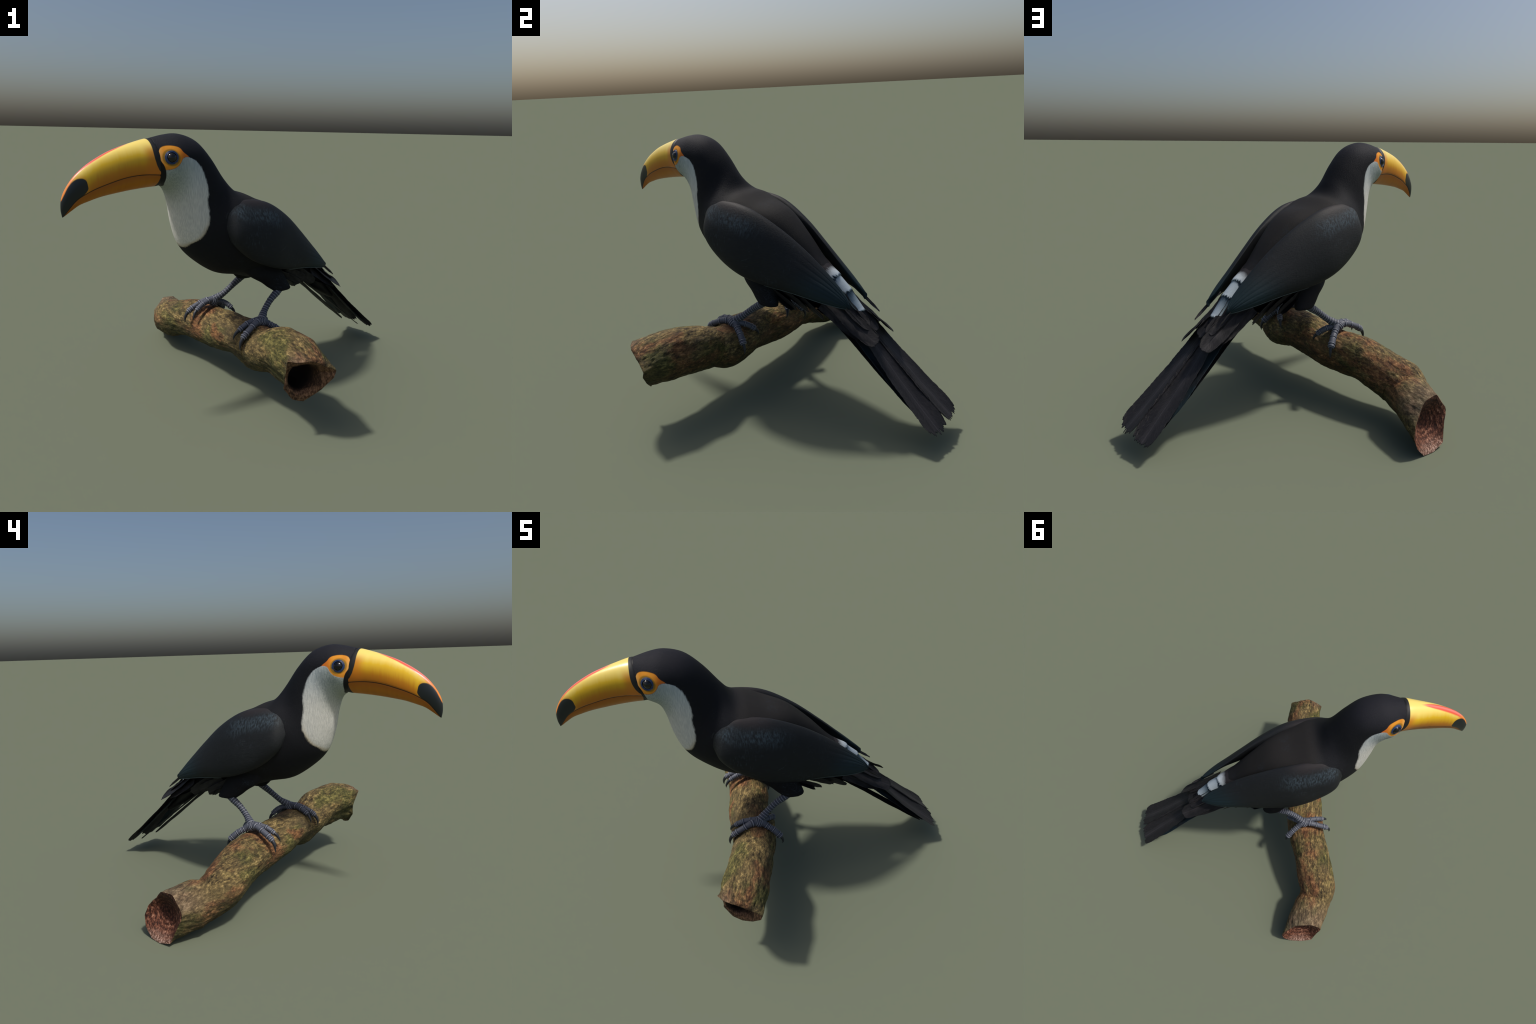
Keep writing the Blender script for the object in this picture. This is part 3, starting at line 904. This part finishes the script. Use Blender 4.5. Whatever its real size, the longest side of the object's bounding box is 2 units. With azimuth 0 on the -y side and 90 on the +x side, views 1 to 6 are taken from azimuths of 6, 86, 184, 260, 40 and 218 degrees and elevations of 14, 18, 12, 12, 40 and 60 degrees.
def branch():
    NR = 180
    A = np.linspace(0, 2 * np.pi, NR, endpoint=False)
    D = catmull(SPINE, 12)
    q = np.linspace(0, len(SPINE) - 1, len(D))
    D0 = D
    D = .5 * D + .5 * np.stack([np.interp(q, range(len(SPINE)), np.array(SPINE)[:, k]) for k in range(7)], 1)   # keeps the kinks
    c1, c2 = np.mean(RIM1, 0), np.mean(RIM2, 0)
    ker = np.array([1, 3, 5, 6, 5, 3, 1]) / 24.0
    D = np.stack([np.convolve(np.pad(D[:, k], 3, mode="edge"), ker, "valid") for k in range(7)], 1)
    D[0], D[-1] = D0[0], D0[-1]
    c = D[:, :3]
    t = np.gradient(D0[:, :3], axis=0)
    t /= np.linalg.norm(t, axis=1)[:, None]
    h = np.cross(t, [0, 0, 1.0])
    h /= np.linalg.norm(h, axis=1)[:, None]
    v = np.cross(h, t)
    rr = 1 + D[:, 5, None] * np.cos(2 * A - .8)[None] + D[:, 6, None] * np.cos(3 * A)[None]
    G = c[:, None] + h[:, None] * (D[:, 3, None] * np.cos(A) * rr)[..., None] + v[:, None] * (D[:, 4, None] * np.sin(A) * rr)[..., None]

    def rim_ring(R, hh, vv):
        R = np.array(R)
        cc = R.mean(0)
        ang = np.arctan2((R - cc) @ vv, (R - cc) @ hh) % (2 * np.pi)
        o = np.argsort(ang)
        ang, R = ang[o], R[o]
        Rd = catmull(np.concatenate([R[-2:], R, R[:3]]), 12)
        ad = catmull(np.concatenate([ang[-2:] - 2 * np.pi, ang, ang[:3] + 2 * np.pi])[:, None], 12)[:, 0]
        lin = np.stack([np.interp(A, np.concatenate([ang[-2:] - 2 * np.pi, ang, ang[:3] + 2 * np.pi]),
                                  np.concatenate([R[-2:], R, R[:3]])[:, k]) for k in range(3)], 1)
        cur = np.stack([np.interp(A, ad, Rd[:, k]) for k in range(3)], 1)
        return .85 * lin + .15 * cur

    r1, r2 = rim_ring(RIM1, h[0], v[0]), rim_ring(RIM2, h[-1], v[-1])

    def blend(ringA, ringB, n, tA):
        """ringA (on the branch) -> ringB (rim), leaving ringA along tangent tA"""
        out = []
        ln = np.linalg.norm((ringB - ringA), axis=1)[:, None]
        for k in range(1, n + 1):
            u = k / n
            b0 = ringA + tA * ln * u
            out.append(b0 * (1 - u) ** 1.5 + ringB * (1 - (1 - u) ** 1.5))
        return np.array(out)
    e1 = blend(G[0], r1, 22, -t[0])[::-1]
    e2 = blend(G[-1], r2, 30, t[-1])
    G = np.concatenate([e1, G, e2])
    n = len(G)
    # furrow on the shaded flank running into the hollow end, and knots / lumps / bark ridges
    cen = G.mean(1, keepdims=True)
    rad = G - cen
    L = np.linalg.norm(rad, axis=-1, keepdims=True)
    rad /= L
    k = np.arange(n)[:, None]
    dent = -.030 * np.exp(-((k - 22) / 26.0) ** 2) * np.exp(-((A[None] - math.radians(207)) / .42) ** 2) * sstep(k, 2, 14)
    disp = np.zeros((n, NR))
    for i in range(n):
        for j in range(NR):
            p = G[i, j]
            q = Vector((p[0] * math.cos(ANG) + p[1] * math.sin(ANG), -p[0] * math.sin(ANG) + p[1] * math.cos(ANG), p[2]))
            w = Vector((q.x * .45, q.y, q.z))
            disp[i, j] = .004 * mnoise.noise(Vector((q.x * .8, q.y, q.z)) * 9) + .0040 * mnoise.noise(w * 34) + .0030 * mnoise.noise(w * 80) \
                - .004 * max(0, mnoise.noise(w * 22 + Vector((3, 1, 7))) - .25)
    fade = np.minimum(sstep(k, -1, 5), sstep(n - 1 - k, -1, 5))
    G = G + rad * (dent + disp * (.35 + .65 * fade))[..., None]
    G[..., 2] = np.maximum(G[..., 2], .0)

    def end_cap(ring, axis, prof):
        """prof: list of (radius factor, depth into the wood)"""
        cc = ring.mean(0)
        rings = []
        for f, d in prof:
            rg = cc + (ring - cc) * f
            if f < .97:     # flatten the outline's ups and downs as we go in
                off = ((rg - cc) @ axis)[:, None] * axis
                rg = rg - off * (1 - f) * .6
            rv = rg - cc
            rl = np.linalg.norm(rv, axis=1, keepdims=True)
            rg = cc + rv / rl * (rl + (rl.mean() - rl) * min(1.0, (1 - f) * 2.2))      # hollow rounder than the rim
            jit = np.array([mnoise.noise(Vector(tuple(p * 30))) for p in rg])
            rings.append(rg - axis * (d + (.004 * jit * (f < .97)))[:, None])
        return np.array(rings), cc
    ax1 = -(t[0])
    ax2 = np.array([-.70, .62, .34])
    ax2 /= np.linalg.norm(ax2)
    ax2 = np.cross(np.cross(ax2, [0, 0, 1]), [0, 0, 1]) * -1
    ax2 /= np.linalg.norm(ax2)
    C1, cc1 = end_cap(G[0], ax1, [(1, 0), (.96, .000), (.90, .003), (.82, .010), (.77, .018), (.71, .030), (.67, .042), (.64, .07), (.58, .13), (.46, .19), (.3, .21), (.05, .22)])
    C2, cc2 = end_cap(G[-1], ax2, [(1, 0), (.97, .000), (.92, .003), (.85, .009), (.75, .020), (.65, .032), (.55, .044), (.42, .052), (.3, .055), (.15, .057), (.03, .058)])

    rot = Matrix.Rotation(ANG, 3, "Z")
    inv = np.array(rot.inverted())
    V = G.reshape(-1, 3) @ inv.T
    ob = mesh_obj("wooden_branch", list(V), grid_faces(n, NR), BARK)
    ob.rotation_euler = (0, 0, ANG)
    ob["label"] = "thick mossy brown branch with two broken hollow ends"
    ob["category"] = "tree branch"
    for C, cc, axis, mt in ((C1, cc1, ax1, HOLLOW), (C2, cc2, ax2, CUT)):
        X = Vector(axis).normalized()
        Y = Vector((0, 0, 1)).cross(X).normalized()
        Z = X.cross(Y)
        M3 = Matrix((X, Y, Z)).transposed().to_4x4()
        M3.translation = Vector(cc)
        loc = np.array(M3.inverted())
        P = C.reshape(-1, 3) @ loc[:3, :3].T + loc[:3, 3]
        m = len(C)
        Vv = list(P) + [P[-NR:].mean(0)]
        Ff = grid_faces(m, NR) + [((m - 1) * NR + j, (m - 1) * NR + (j + 1) % NR, m * NR) for j in range(NR)]
        ce = mesh_obj("cut_end", Vv, Ff, mt, ob)
        ce.matrix_basis = Matrix.Rotation(-ANG, 4, "Z") @ M3
    return ob

branch()
bpy.context.view_layer.update()
